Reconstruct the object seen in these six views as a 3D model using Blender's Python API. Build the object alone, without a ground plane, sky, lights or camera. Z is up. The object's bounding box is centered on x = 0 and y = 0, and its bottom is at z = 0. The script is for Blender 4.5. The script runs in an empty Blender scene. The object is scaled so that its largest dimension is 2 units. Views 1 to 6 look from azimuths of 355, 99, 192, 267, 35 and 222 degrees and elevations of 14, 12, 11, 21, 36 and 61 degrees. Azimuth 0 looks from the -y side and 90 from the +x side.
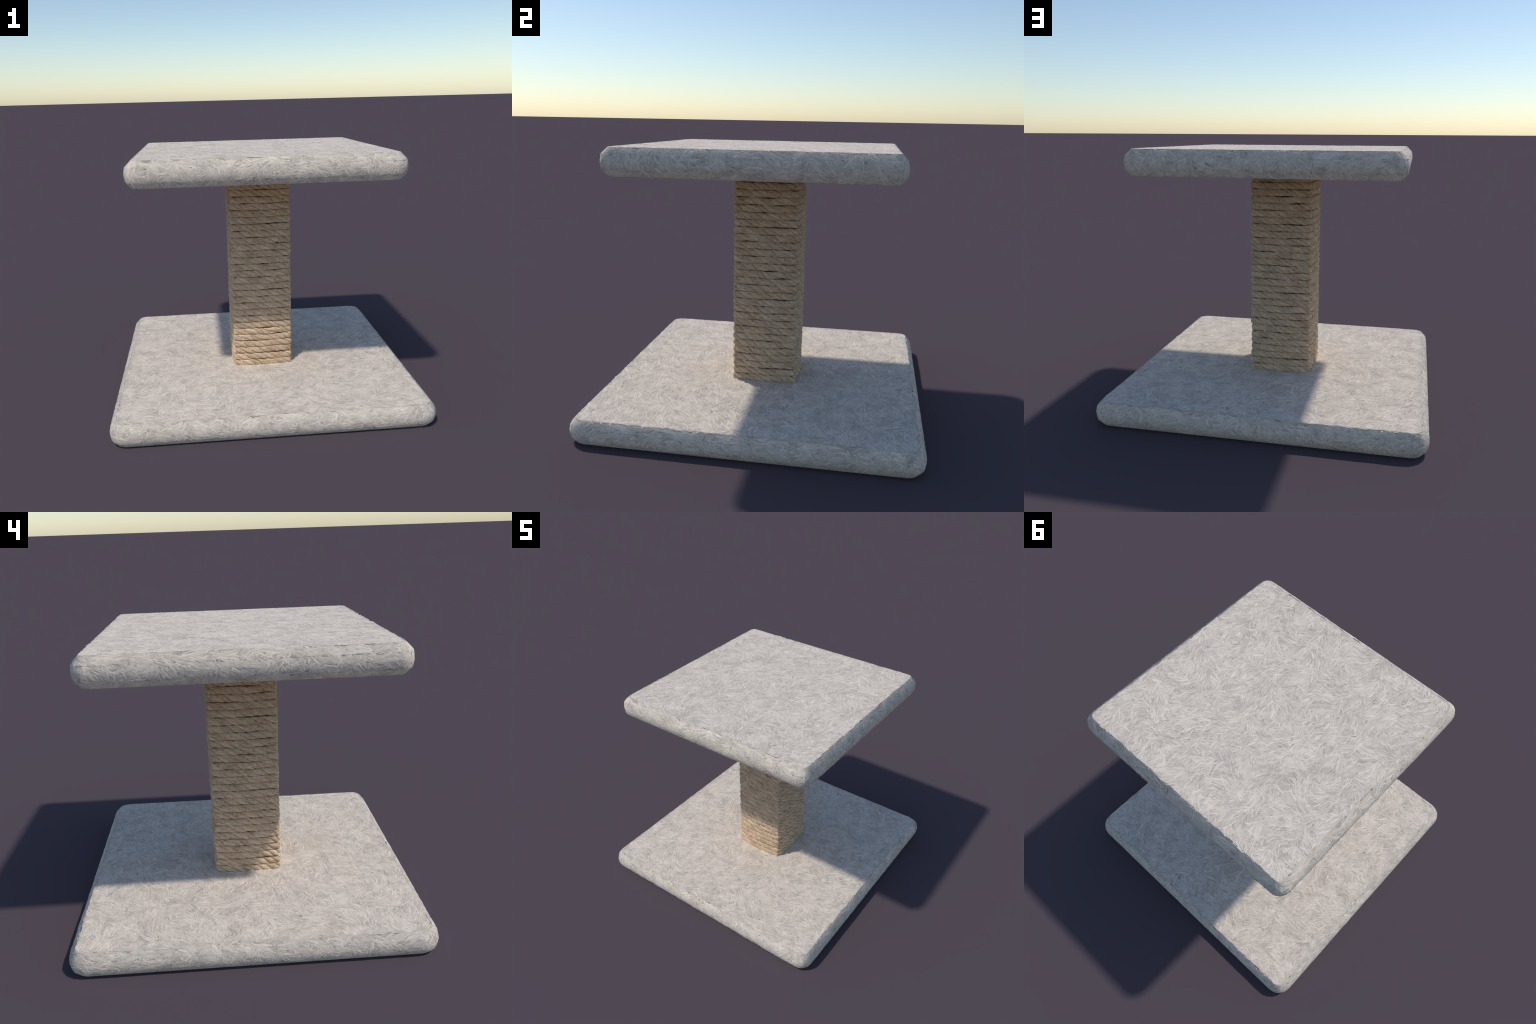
"""Carpeted scratching post: plush square base, rope wound square post, plush square platform."""
import bpy, bmesh, math
import numpy as np
from mathutils import Vector

SEED = 11

# ------------------------------------------------------------------ sizes (metres)
BASE = dict(half=0.9993, z0=0.0, z1=0.1465, corner=0.102, rim=0.039, belly=0.007)
TOP = dict(half=0.8245, z0=1.5025, z1=1.6615, corner=0.076, rim=0.043, belly=0.006)
FUR_DEPTH = 0.0035            # the cushion core lies this far under the fur surface
POST_HALF, POST_BULGE = 0.2005, 0.015
ROW_PITCH, ROW_START, ROW_COUNT = 0.0464, 0.1416, 30
LOBES = 27                    # strand lobes seen on one turn of rope


# ------------------------------------------------------------------ materials
def material(name, rough=0.9, spec=0.12):
    m = bpy.data.materials.new(name)
    m.use_nodes = True
    nt = m.node_tree
    b = nt.nodes["Principled BSDF"]
    b.inputs["Roughness"].default_value = rough
    b.inputs["Specular IOR Level"].default_value = spec
    return m, nt, b


def node(nt, kind, **vals):
    n = nt.nodes.new(kind)
    for k, v in vals.items():
        if hasattr(n, k):
            setattr(n, k, v)
        else:
            n.inputs[k.replace("_", " ")].default_value = v
    return n


def noise(nt, coord, scale_xyz, scale, detail=3.0, rough=0.6):
    mp = nt.nodes.new("ShaderNodeMapping")
    mp.inputs["Scale"].default_value = scale_xyz
    nt.links.new(coord, mp.inputs["Vector"])
    n = nt.nodes.new("ShaderNodeTexNoise")
    n.inputs["Scale"].default_value = scale
    n.inputs["Detail"].default_value = detail
    n.inputs["Roughness"].default_value = rough
    nt.links.new(mp.outputs["Vector"], n.inputs["Vector"])
    return n.outputs["Fac"]


def ramp(nt, fac, stops):
    r = nt.nodes.new("ShaderNodeValToRGB")
    e = r.color_ramp.elements
    e[0].position, e[0].color = stops[0][0], (*stops[0][1], 1)
    e[1].position, e[1].color = stops[-1][0], (*stops[-1][1], 1)
    for p, c in stops[1:-1]:
        el = e.new(p)
        el.color = (*c, 1)
    nt.links.new(fac, r.inputs["Fac"])
    return r.outputs["Color"]


def fur_material(name, col, spread=0.06):
    m, nt, b = material(name, 0.95, 0.05)
    tc = nt.nodes.new("ShaderNodeTexCoord")
    f = noise(nt, tc.outputs["Object"], (1, 1, 1), 26.0, 4.0, 0.65)
    lo = tuple(c * (1 - spread) for c in col)
    hi = tuple(c * (1 + spread) for c in col)
    nt.links.new(ramp(nt, f, [(0.32, lo), (0.68, hi)]), b.inputs["Base Color"])
    return m


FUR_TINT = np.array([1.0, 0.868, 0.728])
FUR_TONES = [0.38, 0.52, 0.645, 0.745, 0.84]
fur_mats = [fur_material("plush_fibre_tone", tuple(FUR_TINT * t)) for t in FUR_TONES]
pile_mat = fur_material("plush_backing", tuple(FUR_TINT * np.array([0.97, 1.0, 1.0]) * 0.60), 0.12)


def rope_material(tone):
    m, nt, b = material("sisal_yarn", 0.92, 0.08)
    tc = nt.nodes.new("ShaderNodeTexCoord")
    info = nt.nodes.new("ShaderNodeObjectInfo")              # turns share meshes: shift by height
    add = node(nt, "ShaderNodeVectorMath", operation="ADD")
    nt.links.new(tc.outputs["Object"], add.inputs[0])
    nt.links.new(info.outputs["Location"], add.inputs[1])
    co = add.outputs[0]
    # fibres follow the twist: run t along each face of the post and slope it down
    def calc(op, x, y=None):
        n = node(nt, "ShaderNodeMath", operation=op)
        for slot, val in zip(n.inputs, (x, y)):
            if val is None:
                continue
            if isinstance(val, (int, float)):
                slot.default_value = val
            else:
                nt.links.new(val, slot)
        return n.outputs[0]
    sep = nt.nodes.new("ShaderNodeSeparateXYZ")
    nt.links.new(co, sep.inputs[0])
    X, Y, Z = sep.outputs
    on_x = calc("GREATER_THAN", calc("ABSOLUTE", X), calc("ABSOLUTE", Y))
    t = calc("ADD", calc("MULTIPLY", on_x, calc("MULTIPLY", Y, calc("SIGN", X))),
             calc("MULTIPLY", calc("SUBTRACT", 1.0, on_x), calc("MULTIPLY", calc("MULTIPLY", X, -1.0), calc("SIGN", Y))))
    slope = calc("ADD", Z, calc("MULTIPLY", t, 0.36))
    comb = nt.nodes.new("ShaderNodeCombineXYZ")
    nt.links.new(calc("ADD", t, calc("ADD", calc("MULTIPLY", on_x, 3.7), calc("MULTIPLY", calc("SIGN", calc("ADD", X, Y)), 1.9))), comb.inputs[0])
    nt.links.new(slope, comb.inputs[2])
    streak = noise(nt, comb.outputs[0], (16, 1, 190), 1.0, 4.0, 0.7)
    speck = noise(nt, comb.outputs[0], (60, 1, 120), 1.0, 3.0, 0.6)
    patch = noise(nt, co, (1, 1, 1.6), 9.0, 2.0, 0.5)
    a = node(nt, "ShaderNodeMath", operation="MULTIPLY")
    a.inputs[1].default_value = 0.55
    nt.links.new(streak, a.inputs[0])
    c = node(nt, "ShaderNodeMath", operation="MULTIPLY_ADD")
    c.inputs[1].default_value = 0.33
    nt.links.new(speck, c.inputs[0])
    nt.links.new(a.outputs[0], c.inputs[2])
    d = node(nt, "ShaderNodeMath", operation="MULTIPLY_ADD")
    d.inputs[1].default_value = 0.12
    nt.links.new(patch, d.inputs[0])
    nt.links.new(c.outputs[0], d.inputs[2])
    stops = [(0.37, (0.300, 0.190, 0.108)), (0.45, (0.545, 0.382, 0.240)),
                                  (0.53, (0.735, 0.540, 0.362)), (0.63, (0.910, 0.735, 0.540))]
    col = ramp(nt, d.outputs[0], [(p, tuple(v * tone for v in c3)) for p, c3 in stops])
    nt.links.new(col, b.inputs["Base Color"])
    bump = nt.nodes.new("ShaderNodeBump")
    bump.inputs["Strength"].default_value = 0.5
    bump.inputs["Distance"].default_value = 0.003
    nt.links.new(c.outputs[0], bump.inputs["Height"])
    nt.links.new(bump.outputs["Normal"], b.inputs["Normal"])
    return m


def post_core_material():
    m, nt, b = material("dark_post_core", 0.95, 0.03)
    tc = nt.nodes.new("ShaderNodeTexCoord")
    f = noise(nt, tc.outputs["Object"], (20, 20, 90), 1.0)
    nt.links.new(ramp(nt, f, [(0.3, (0.030, 0.020, 0.013)), (0.7, (0.075, 0.050, 0.030))]), b.inputs["Base Color"])
    return m


YARN_TONES = [0.87, 0.94, 1.0]
rope_mats = [rope_material(t) for t in YARN_TONES]
core_mat = post_core_material()


# ------------------------------------------------------------------ object helpers
def add_object(name, mesh, parent):
    o = bpy.data.objects.new(name, mesh)
    bpy.context.scene.collection.objects.link(o)
    if parent:
        o.parent = parent
    return o


root = bpy.data.objects.new("cat_scratching_post", None)
bpy.context.scene.collection.objects.link(root)
root["label"] = "square plush platform on a rope wound post and plush base"
root["category"] = "scratching post"


# ------------------------------------------------------------------ cushions
class Cushion:
    """Square cushion: flat top and bottom, soft corners, faceted bellied side."""
    SEG = 4

    def __init__(self, half, z0, z1, corner, rim, belly):
        self.h, self.z0, self.z1, self.R = half, z0, z1, corner
        self.zc, self.t = 0.5 * (z0 + z1), 0.5 * (z1 - z0)
        self.rim, self.belly = rim, belly
        zc, t = self.zc, self.t
        # profile: (inset from the belly line, height), top to bottom
        self.rings = [(rim, z1), (belly, zc + 0.51 * t), (0.0, zc), (belly, zc - 0.51 * t), (rim, z0)]
        self.profile = np.array([(half, z1)] + self.rings + [(half, z0)])
        # plan half-planes: straight sides and corner facets
        ang, dist = [], []
        step = math.pi / 2 / self.SEG
        for q in range(4):
            base = q * math.pi / 2
            ang.append(base)
            dist.append(half)
            cx = half - corner
            cc = np.array([math.cos(base) - math.sin(base), math.sin(base) + math.cos(base)]) * cx
            for k in range(self.SEG):
                a = base + (k + 0.5) * step
                n = np.array([math.cos(a), math.sin(a)])
                ang.append(a)
                dist.append(float(cc @ n) + corner * math.cos(step / 2))
        self.pn = np.c_[np.cos(ang), np.sin(ang)]
        self.pd = np.array(dist)

    def core_mesh(self, name, sink, flat_bottom):
        rings = []
        t = self.t
        for k, (inset, z) in enumerate(self.rings):
            zz = self.zc + (z - self.zc) * (t - sink) / t
            if k == 4:
                zz = z if flat_bottom else z + 0.001
            if k == 0:
                zz = z - 0.0004
            rings.append((inset + sink * (0.0, 0.8, 0.9, 0.7, -0.3)[k], zz))
        me = bpy.data.meshes.new(name)
        bm = bmesh.new()
        loops = []
        for inset, z in rings:
            r = self.R - (inset - 0.0)
            c = self.h - self.R
            vs = []
            for q in range(4):
                b = q * math.pi / 2
                ccx = (math.cos(b) - math.sin(b)) * c
                ccy = (math.sin(b) + math.cos(b)) * c
                for k in range(self.SEG + 1):
                    a = b + k * math.pi / 2 / self.SEG
                    vs.append(bm.verts.new((ccx + r * math.cos(a), ccy + r * math.sin(a), z)))
            loops.append(vs)
        n = len(loops[0])
        for i in range(len(loops) - 1):
            for j in range(n):
                bm.faces.new((loops[i][j], loops[i + 1][j], loops[i + 1][(j + 1) % n], loops[i][(j + 1) % n]))
        bm.faces.new(loops[0])
        bm.faces.new(list(reversed(loops[-1])))
        for f in bm.faces:
            f.smooth = True
        bm.edges.ensure_lookup_table()
        mid = self.SEG // 2
        for e in bm.edges:
            for L in (loops[0], loops[-1]):
                if e.verts[0] in L and e.verts[1] in L:
                    e.smooth = False
        for i in range(len(loops) - 1):          # seam down the middle of each corner
            for q in range(4):
                j = q * (self.SEG + 1) + mid
                e = bm.edges.get((loops[i][j], loops[i + 1][j]))
                if e:
                    e.smooth = False
        bmesh.ops.recalc_face_normals(bm, faces=bm.faces)
        bm.to_mesh(me)
        bm.free()
        return me

    def project(self, p, region):
        """Closest surface point and facet normal for points p (n,3); region keeps a
        fibre on its own panel of the cover: 0 top, 1 side band, 2 underside, -1 free."""
        dd = self.pd[None] - p[:, :2] @ self.pn.T
        k = dd.argmin(1)
        d = dd[np.arange(len(p)), k]
        n2 = self.pn[k]
        q = np.c_[d, p[:, 2]]
        best = np.full(len(p), 1e6)
        out = np.zeros_like(q)
        nn = np.zeros_like(q)
        pr = self.profile
        for i in range(len(pr) - 1):
            a, b = pr[i], pr[i + 1]
            if i == 0:
                b = b - np.array([0.0008, 0.0])       # the top panel laps a little over the rim
            e = b - a
            L = e @ e
            s = np.clip(((q - a) @ e) / L, 0, 1)
            c = a + s[:, None] * e
            panel = 0 if i == 0 else (2 if i == len(pr) - 2 else 1)
            dist = ((q - c) ** 2).sum(1) + 1e3 * ((region != panel) & (region >= 0))
            m = dist < best
            best[m] = dist[m]
            out[m] = c[m]
            # outward normal in (inset, z): walk goes outer->down, so rotate the edge
            nrm = np.array([e[1], -e[0]]) / math.sqrt(L)
            nn[m] = nrm
        r = p.copy()
        r[:, :2] += n2 * (d - out[:, 0])[:, None]
        r[:, 2] = out[:, 1]
        n3 = np.c_[-n2 * nn[:, :1], nn[:, 1]]
        return r, n3

    def shade_normal(self, p, facet):
        """Normal rounded over the side facets but kept hard at the rims and corner seams."""
        n = facet.copy()
        side = np.abs(facet[:, 2]) < 0.95
        u = np.clip((p[:, 2] - self.zc) / self.t, -1, 1)
        tilt = np.interp(u, [-1.0, -0.51, 0, 0.51, 1.0], [-0.58, -0.40, 0.0, 0.30, 0.56])
        ax, ay = np.abs(p[:, 0]), np.abs(p[:, 1])
        c = self.h - self.R
        phi = np.arctan2(np.clip(ay - c, 1e-6, None), np.clip(ax - c, 1e-6, None))
        phi = np.where(ay <= c, 0.0, np.where(ax <= c, math.pi / 2, phi))
        q = math.pi / 4
        lo = np.interp(phi, [0, q / 2, q], [0, q / 2, q * 0.75])
        hi = math.pi / 2 - np.interp(math.pi / 2 - phi, [0, q / 2, q], [0, q / 2, q * 0.75])
        ph = np.where(phi < q, lo, hi)
        s = np.c_[np.sign(p[:, 0]) * np.cos(ph) * np.cos(tilt), np.sign(p[:, 1]) * np.sin(ph) * np.cos(tilt), np.sin(tilt)]
        n[side] = s[side]
        return n


def random_field(rng, wavelength, count=14):
    """Smooth random scalar field over 3-D points, about unit variance."""
    k = rng.normal(size=(count, 3))
    k *= (2 * math.pi / wavelength) * rng.uniform(0.5, 1.5, count)[:, None] / np.linalg.norm(k, axis=1)[:, None]
    ph = rng.uniform(0, 2 * math.pi, count)
    return lambda p: np.cos(p @ k.T + ph).sum(1) * math.sqrt(2.0 / count)


def fur_mesh(name, cu, seed, lie, counts, hole=0.0, floor=None):
    """Plush pile: tufts of curved, ridged, tapered fibres combed flat over the cushion.
    lie: combing angle on the flat faces; counts: tufts on (top, sides, underside)."""
    rng = np.random.default_rng(seed)
    roots, heads, size, panel = [], [], [], []
    f1, f2 = random_field(rng, 0.50), random_field(rng, 0.20)
    for region, cnt in zip(("top", "side", "under"), counts):
        if not cnt:
            continue
        if region == "side":
            per = rng.integers(0, 4, cnt)
            s = rng.uniform(-cu.h, cu.h, cnt)
            # roots spread evenly down the side profile, from rim to rim
            prof = np.array(cu.rings)
            arc = np.concatenate([[0], np.cumsum(np.linalg.norm(np.diff(prof, axis=0), axis=1))])
            w = rng.uniform(0, arc[-1], cnt)
            e = cu.h - np.interp(w, arc, prof[:, 0])
            z = np.interp(w, arc, prof[:, 1])
            x = np.where(per == 0, s, np.where(per == 1, -s, np.where(per == 2, e, -e)))
            y = np.where(per == 0, e, np.where(per == 1, -e, np.where(per == 2, s, -s)))
            p = np.c_[x, y, z]
        else:
            lim = cu.h - cu.rim
            x, y = rng.uniform(-lim, lim, (2, cnt))
            keep = np.maximum(abs(x), abs(y)) > hole
            x, y = x[keep], y[keep]
            p = np.c_[x, y, np.full(len(x), (cu.z1 + 0.002) if region == "top" else (cu.z0 - 0.002))]
        reg = np.full(len(p), ("top", "side", "under").index(region))
        p, n = cu.project(p, reg)
        if region == "side":
            down = np.tile([0.0, 0.0, -1.0], (len(p), 1))
            along = np.cross(n, down)
            a = 0.75 * f1(p * 1.6) + 0.55 * f2(p) + rng.normal(0, 0.35, len(p)) + 0.35
        else:
            down = np.tile([math.cos(lie), math.sin(lie), 0.0], (len(p), 1))
            along = np.cross(n, down)
            a = 0.58 * f1(p) + 0.40 * f2(p) + rng.normal(0, 0.15, len(p))
        v = down * np.cos(a)[:, None] + along * np.sin(a)[:, None]
        roots.append(p)
        panel.append(reg)
        heads.append(v)
        size.append(np.full(len(p), 1.25 if region == "side" else 1.0))
    roots, heads, size = np.concatenate(roots), np.concatenate(heads), np.concatenate(size)
    panel = np.concatenate(panel)
    T, K = len(roots), 8                                    # tufts, fibres in a tuft
    tuft_curl = rng.normal(0, 0.16, T)
    tuft_tone = rng.normal(0, 0.5, T) + 0.18 * random_field(rng, 0.13)(roots)
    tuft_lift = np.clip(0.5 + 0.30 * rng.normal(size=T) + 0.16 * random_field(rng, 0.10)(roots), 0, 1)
    idx = np.repeat(np.arange(T), K)
    N = T * K
    reg = np.where(rng.uniform(size=N) < 0.12, -1, panel[idx])   # some fibres stray over the rims
    p, n = cu.project(roots[idx], reg)
    side = np.cross(n, heads[idx])
    p, n = cu.project(p + side * rng.normal(0, 0.012, N)[:, None] + heads[idx] * rng.normal(0, 0.016, N)[:, None], reg)
    a = rng.normal(0, 0.13, N) + np.where(rng.uniform(size=N) < 0.08, rng.normal(0, 0.7, N), 0)
    v = heads[idx]
    v = v - (v * n).sum(1)[:, None] * n
    v /= np.linalg.norm(v, axis=1)[:, None] + 1e-9
    v = v * np.cos(a)[:, None] + np.cross(n, v) * np.sin(a)[:, None]
    # fibres rooted close to a rim are shorter, so that they turn the edge neatly
    inset = (cu.pd[None] - p[:, :2] @ cu.pn.T).min(1)
    near = np.clip(np.abs(inset - cu.rim) / 0.08, 0, 1)
    flat = np.abs(n[:, 2]) > 0.95
    length = size[idx] * np.where(reg < 0, 0.7, 1.0) * rng.uniform(0.070, 0.160, N) * np.where(flat, 0.62 + 0.38 * near, 0.85)
    width = size[idx] * rng.uniform(0.0027, 0.0060, N)      # half width
    curl = tuft_curl[idx] + rng.normal(0, 0.08, N)
    wave = rng.normal(0, 0.16, N)
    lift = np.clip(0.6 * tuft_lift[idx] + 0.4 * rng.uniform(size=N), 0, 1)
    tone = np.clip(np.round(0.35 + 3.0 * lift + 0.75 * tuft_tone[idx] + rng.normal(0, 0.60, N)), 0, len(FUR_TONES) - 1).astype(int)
    # step back half a length so that each fibre is centred on its root point
    p, n = cu.project(p - v * (0.45 * length)[:, None], reg)
    v = v - (v * n).sum(1)[:, None] * n
    v /= np.linalg.norm(v, axis=1)[:, None] + 1e-9
    STEPS = 5
    wid = [0.0, 0.85, 1.0, 0.72, 0.0]
    hgt = [-0.0022, 0.55, 1.0, 0.85, 0.35]
    P, S, Nf, Ns = [], [], [], []
    for i in range(STEPS):
        P.append(p.copy())
        Nf.append(n.copy())
        Ns.append(cu.shade_normal(p, n))
        S.append(np.cross(n, v))
        c = curl + wave * (1, -0.4, -1, 0.6, 0)[i]
        v = v * np.cos(c)[:, None] + np.cross(n, v) * np.sin(c)[:, None]
        p, n = cu.project(p + v * (length / (STEPS - 1))[:, None], reg)
        v = v - (v * n).sum(1)[:, None] * n
        v /= np.linalg.norm(v, axis=1)[:, None] + 1e-9
    top_h = -0.0016 + 0.0040 * lift
    V = np.zeros((N, 11, 3))
    NV = np.zeros((N, 11, 3))
    at = 0
    for i in range(STEPS):
        h = np.full(N, hgt[0]) if i == 0 else -0.0026 + (top_h + 0.0026) * hgt[i]
        # the pile thins towards the rims, where the panels of the cover meet
        ins = (cu.pd[None] - P[i][:, :2] @ cu.pn.T).min(1)
        level = np.abs(P[i][:, 2] - cu.zc) / cu.t
        thin = np.where(np.abs(Nf[i][:, 2]) < 0.95, np.clip((1.02 - level) / 0.22, 0.15, 1), np.clip((ins - cu.rim + 0.003) / 0.025, 0.15, 1))
        h = h * np.where(h > 0, thin, np.maximum(thin, 0.5))
        c = P[i] + Ns[i] * h[:, None]
        if i in (0, STEPS - 1):
            V[:, at] = c
            NV[:, at] = Ns[i]
            at += 1
        else:
            w = (width * wid[i])[:, None]
            V[:, at] = c - S[i] * w - Ns[i] * 0.0010
            V[:, at + 1] = c + Ns[i] * 0.0005
            V[:, at + 2] = c + S[i] * w - Ns[i] * 0.0010
            NV[:, at] = Ns[i] - 0.30 * S[i]
            NV[:, at + 1] = Ns[i]
            NV[:, at + 2] = Ns[i] + 0.30 * S[i]
            at += 3
    if floor is not None:
        V[:, :, 2] = np.clip(V[:, :, 2], floor, cu.z1 + 0.0022)
    # panels are trimmed at the rims: no fibre edge juts out past them
    flatp = (reg == 0) | (reg == 2)
    q = V[flatp].reshape(-1, 3)
    dd = cu.pd[None] - q[:, :2] @ cu.pn.T
    k = dd.argmin(1)
    over = np.clip(cu.rim - dd[np.arange(len(q)), k], 0, None)
    q[:, :2] -= cu.pn[k] * over[:, None]
    V[flatp] = q.reshape(-1, 11, 3)
    V[reg == 1, :, 2] = np.clip(V[reg == 1, :, 2], cu.z0, cu.z1 + 0.0003)
    lim = min(cu.h + 0.0015, 1.0)
    V[:, :, :2] = np.clip(V[:, :, :2], -lim, lim)
    NV /= np.linalg.norm(NV, axis=2)[:, :, None]
    quads = [(1, 4, 5, 2), (2, 5, 6, 3), (4, 7, 8, 5), (5, 8, 9, 6)]
    tris = [(0, 1, 2), (0, 2, 3), (7, 10, 8), (8, 10, 9)]
    off = (np.arange(N) * 11)[:, None]
    loops = np.concatenate([off + np.array(quads).ravel()[None], off + np.array(tris).ravel()[None]], axis=1)
    sizes = np.tile([4] * 4 + [3] * 4, N)
    starts = np.concatenate([[0], np.cumsum(sizes)[:-1]])
    me = bpy.data.meshes.new(name)
    me.vertices.add(N * 11)
    me.vertices.foreach_set("co", V.ravel())
    me.loops.add(loops.size)
    me.loops.foreach_set("vertex_index", loops.ravel().astype(np.int32))
    me.polygons.add(len(sizes))
    me.polygons.foreach_set("loop_start", starts.astype(np.int32))
    for m in fur_mats:
        me.materials.append(m)
    me.polygons.foreach_set("material_index", np.repeat(tone, 8).astype(np.int32))
    me.polygons.foreach_set("use_smooth", np.ones(len(sizes), dtype=bool))
    me.update(calc_edges=True)
    me.normals_split_custom_set_from_vertices(NV.reshape(-1, 3).tolist())
    return me


def build_cushion(name, spec, seed, lie, counts, hole, flat_bottom):
    cu = Cushion(**spec)
    core = add_object(name, cu.core_mesh(name, FUR_DEPTH, flat_bottom), root)
    core.data.materials.append(pile_mat)
    fur = add_object("fur", fur_mesh("fur", cu, seed, lie, counts, hole, cu.z0 if flat_bottom else cu.z0 - 0.001), core)
    fur["kind"] = "stuff"
    return core


build_cushion("base", BASE, SEED, 0.25, (8000, 3500, 0), 0.17, True)
build_cushion("platform", TOP, SEED + 1, math.radians(70), (5700, 3200, 700), 0.0, False)


# ------------------------------------------------------------------ rope wound post
def post_outline(step=0.004, inset=0.0):
    """Closed plan outline of the post: square, bulged sides, small round corners."""
    s = np.linspace(-1, 1, 400, endpoint=False)
    a, b = POST_HALF, POST_BULGE
    pts = []
    for q in range(4):
        ang = q * math.pi / 2
        x, y = a + b * (1 - s ** 2), a * s
        pts.append(np.c_[x * math.cos(ang) - y * math.sin(ang), x * math.sin(ang) + y * math.cos(ang)])
    p = np.concatenate(pts)
    k = 11                                                   # soften the corners
    p = sum(np.roll(p, i, axis=0) for i in range(-k, k + 1)) / (2 * k + 1)
    seg = np.linalg.norm(np.roll(p, -1, axis=0) - p, axis=1)
    L = seg.sum()
    cum = np.concatenate([[0], np.cumsum(seg)])
    n = int(L / step)
    u = np.arange(n) / n * L
    pc = np.vstack([p, p[:1]])
    out = np.c_[np.interp(u, cum, pc[:, 0]), np.interp(u, cum, pc[:, 1])]
    tan = np.roll(out, -1, axis=0) - np.roll(out, 1, axis=0)
    nor = np.c_[tan[:, 1], -tan[:, 0]]
    nor /= np.linalg.norm(nor, axis=1)[:, None]
    return out - nor * inset, nor, u / L


def rope_turn_mesh(name, seed):
    """One closed turn of twisted rope, flattened against the post."""
    rng = np.random.default_rng(seed)
    path, nor, u = post_outline(0.0032)
    n, m = len(path), 24
    wob = lambda amp, fr: amp * sum(rng.normal() * np.cos(2 * math.pi * (f * u) + rng.uniform(0, 6.28)) for f in fr)
    dz = wob(0.0010, (4, 5, 8, 11))
    thick = 1.0 + wob(0.03, (6, 9, 14, 19))
    twist = wob(0.20, (5, 9, 13)) + rng.uniform(0, 6.28)
    depth, halfz = 0.0225, ROW_PITCH * 0.504
    # angles round the rope: dense on the visible front, three points behind
    ths = np.concatenate([np.radians(np.linspace(-100, 100, m - 3)), np.radians([130, 180, 230])])
    V = np.zeros((n, m, 3))
    yarn = np.zeros((n, m), dtype=np.int32)
    for j, th in enumerate(ths):
        psi = th + (2 * math.pi / 3) * LOBES * u + twist
        x = (psi / (2 * math.pi / 3)) % 1.0 * 2 - 1             # across one strand, crease at +-1
        lobe = np.sqrt(1 - (0.99 * x) ** 2) ** 0.72
        strand = np.floor(psi / (2 * math.pi / 3)).astype(int)
        yarn[:, j] = strand % 3
        fat = 1.0 + 0.07 * np.sin(strand * 12.9898 + seed)      # strands differ a little
        puff = (0.18 + 0.82 * lobe * fat) * thick
        c, s = math.cos(th), math.sin(th)
        cx = math.copysign(abs(c) ** 0.66, c)
        sz = math.copysign(abs(s) ** 0.85, s)
        r_out = depth * cx * puff
        r_up = halfz * sz * (0.86 + 0.14 * lobe)
        V[:, j, :2] = path + nor * (r_out - depth + 0.0035)[:, None]
        V[:, j, 2] = dz + r_up
    me = bpy.data.meshes.new(name)
    i = np.arange(n)[:, None]
    j = np.arange(m)[None]
    f = np.stack([i * m + j, ((i + 1) % n) * m + j, ((i + 1) % n) * m + (j + 1) % m, i * m + (j + 1) % m], -1).reshape(-1, 4)
    me.from_pydata(V.reshape(-1, 3).tolist(), [], f.tolist())
    me.polygons.foreach_set("use_smooth", np.ones(len(f), dtype=bool))
    for mt in rope_mats:
        me.materials.append(mt)
    me.polygons.foreach_set("material_index", yarn.reshape(-1))
    me.update()
    return me


def build_post():
    path, nor, u = post_outline(0.01, inset=0.0165)
    bm = bmesh.new()
    lo = [bm.verts.new((x, y, BASE["z1"] - 0.02)) for x, y in path]
    hi = [bm.verts.new((x, y, TOP["z0"] + 0.02)) for x, y in path]
    n = len(lo)
    for k in range(n):
        bm.faces.new((lo[k], lo[(k + 1) % n], hi[(k + 1) % n], hi[k]))
    bm.faces.new(hi)
    bm.faces.new(list(reversed(lo)))
    me = bpy.data.meshes.new("post")
    bm.to_mesh(me)
    bm.free()
    me.materials.append(core_mat)
    post = add_object("post", me, root)
    variants = [rope_turn_mesh("rope_turn", SEED * 50 + v) for v in range(10)]
    for r in range(ROW_COUNT):
        o = add_object("rope_turn", variants[r % 10], post)
        z = ROW_START + (r + 0.5) * ROW_PITCH
        z += {1: -0.0012, 2: 0.0010}.get(r % 10, 0.0)
        o.location = (0, 0, z)
        o.rotation_euler = (0, 0, ((r // 10) % 4) * math.pi / 2)


build_post()
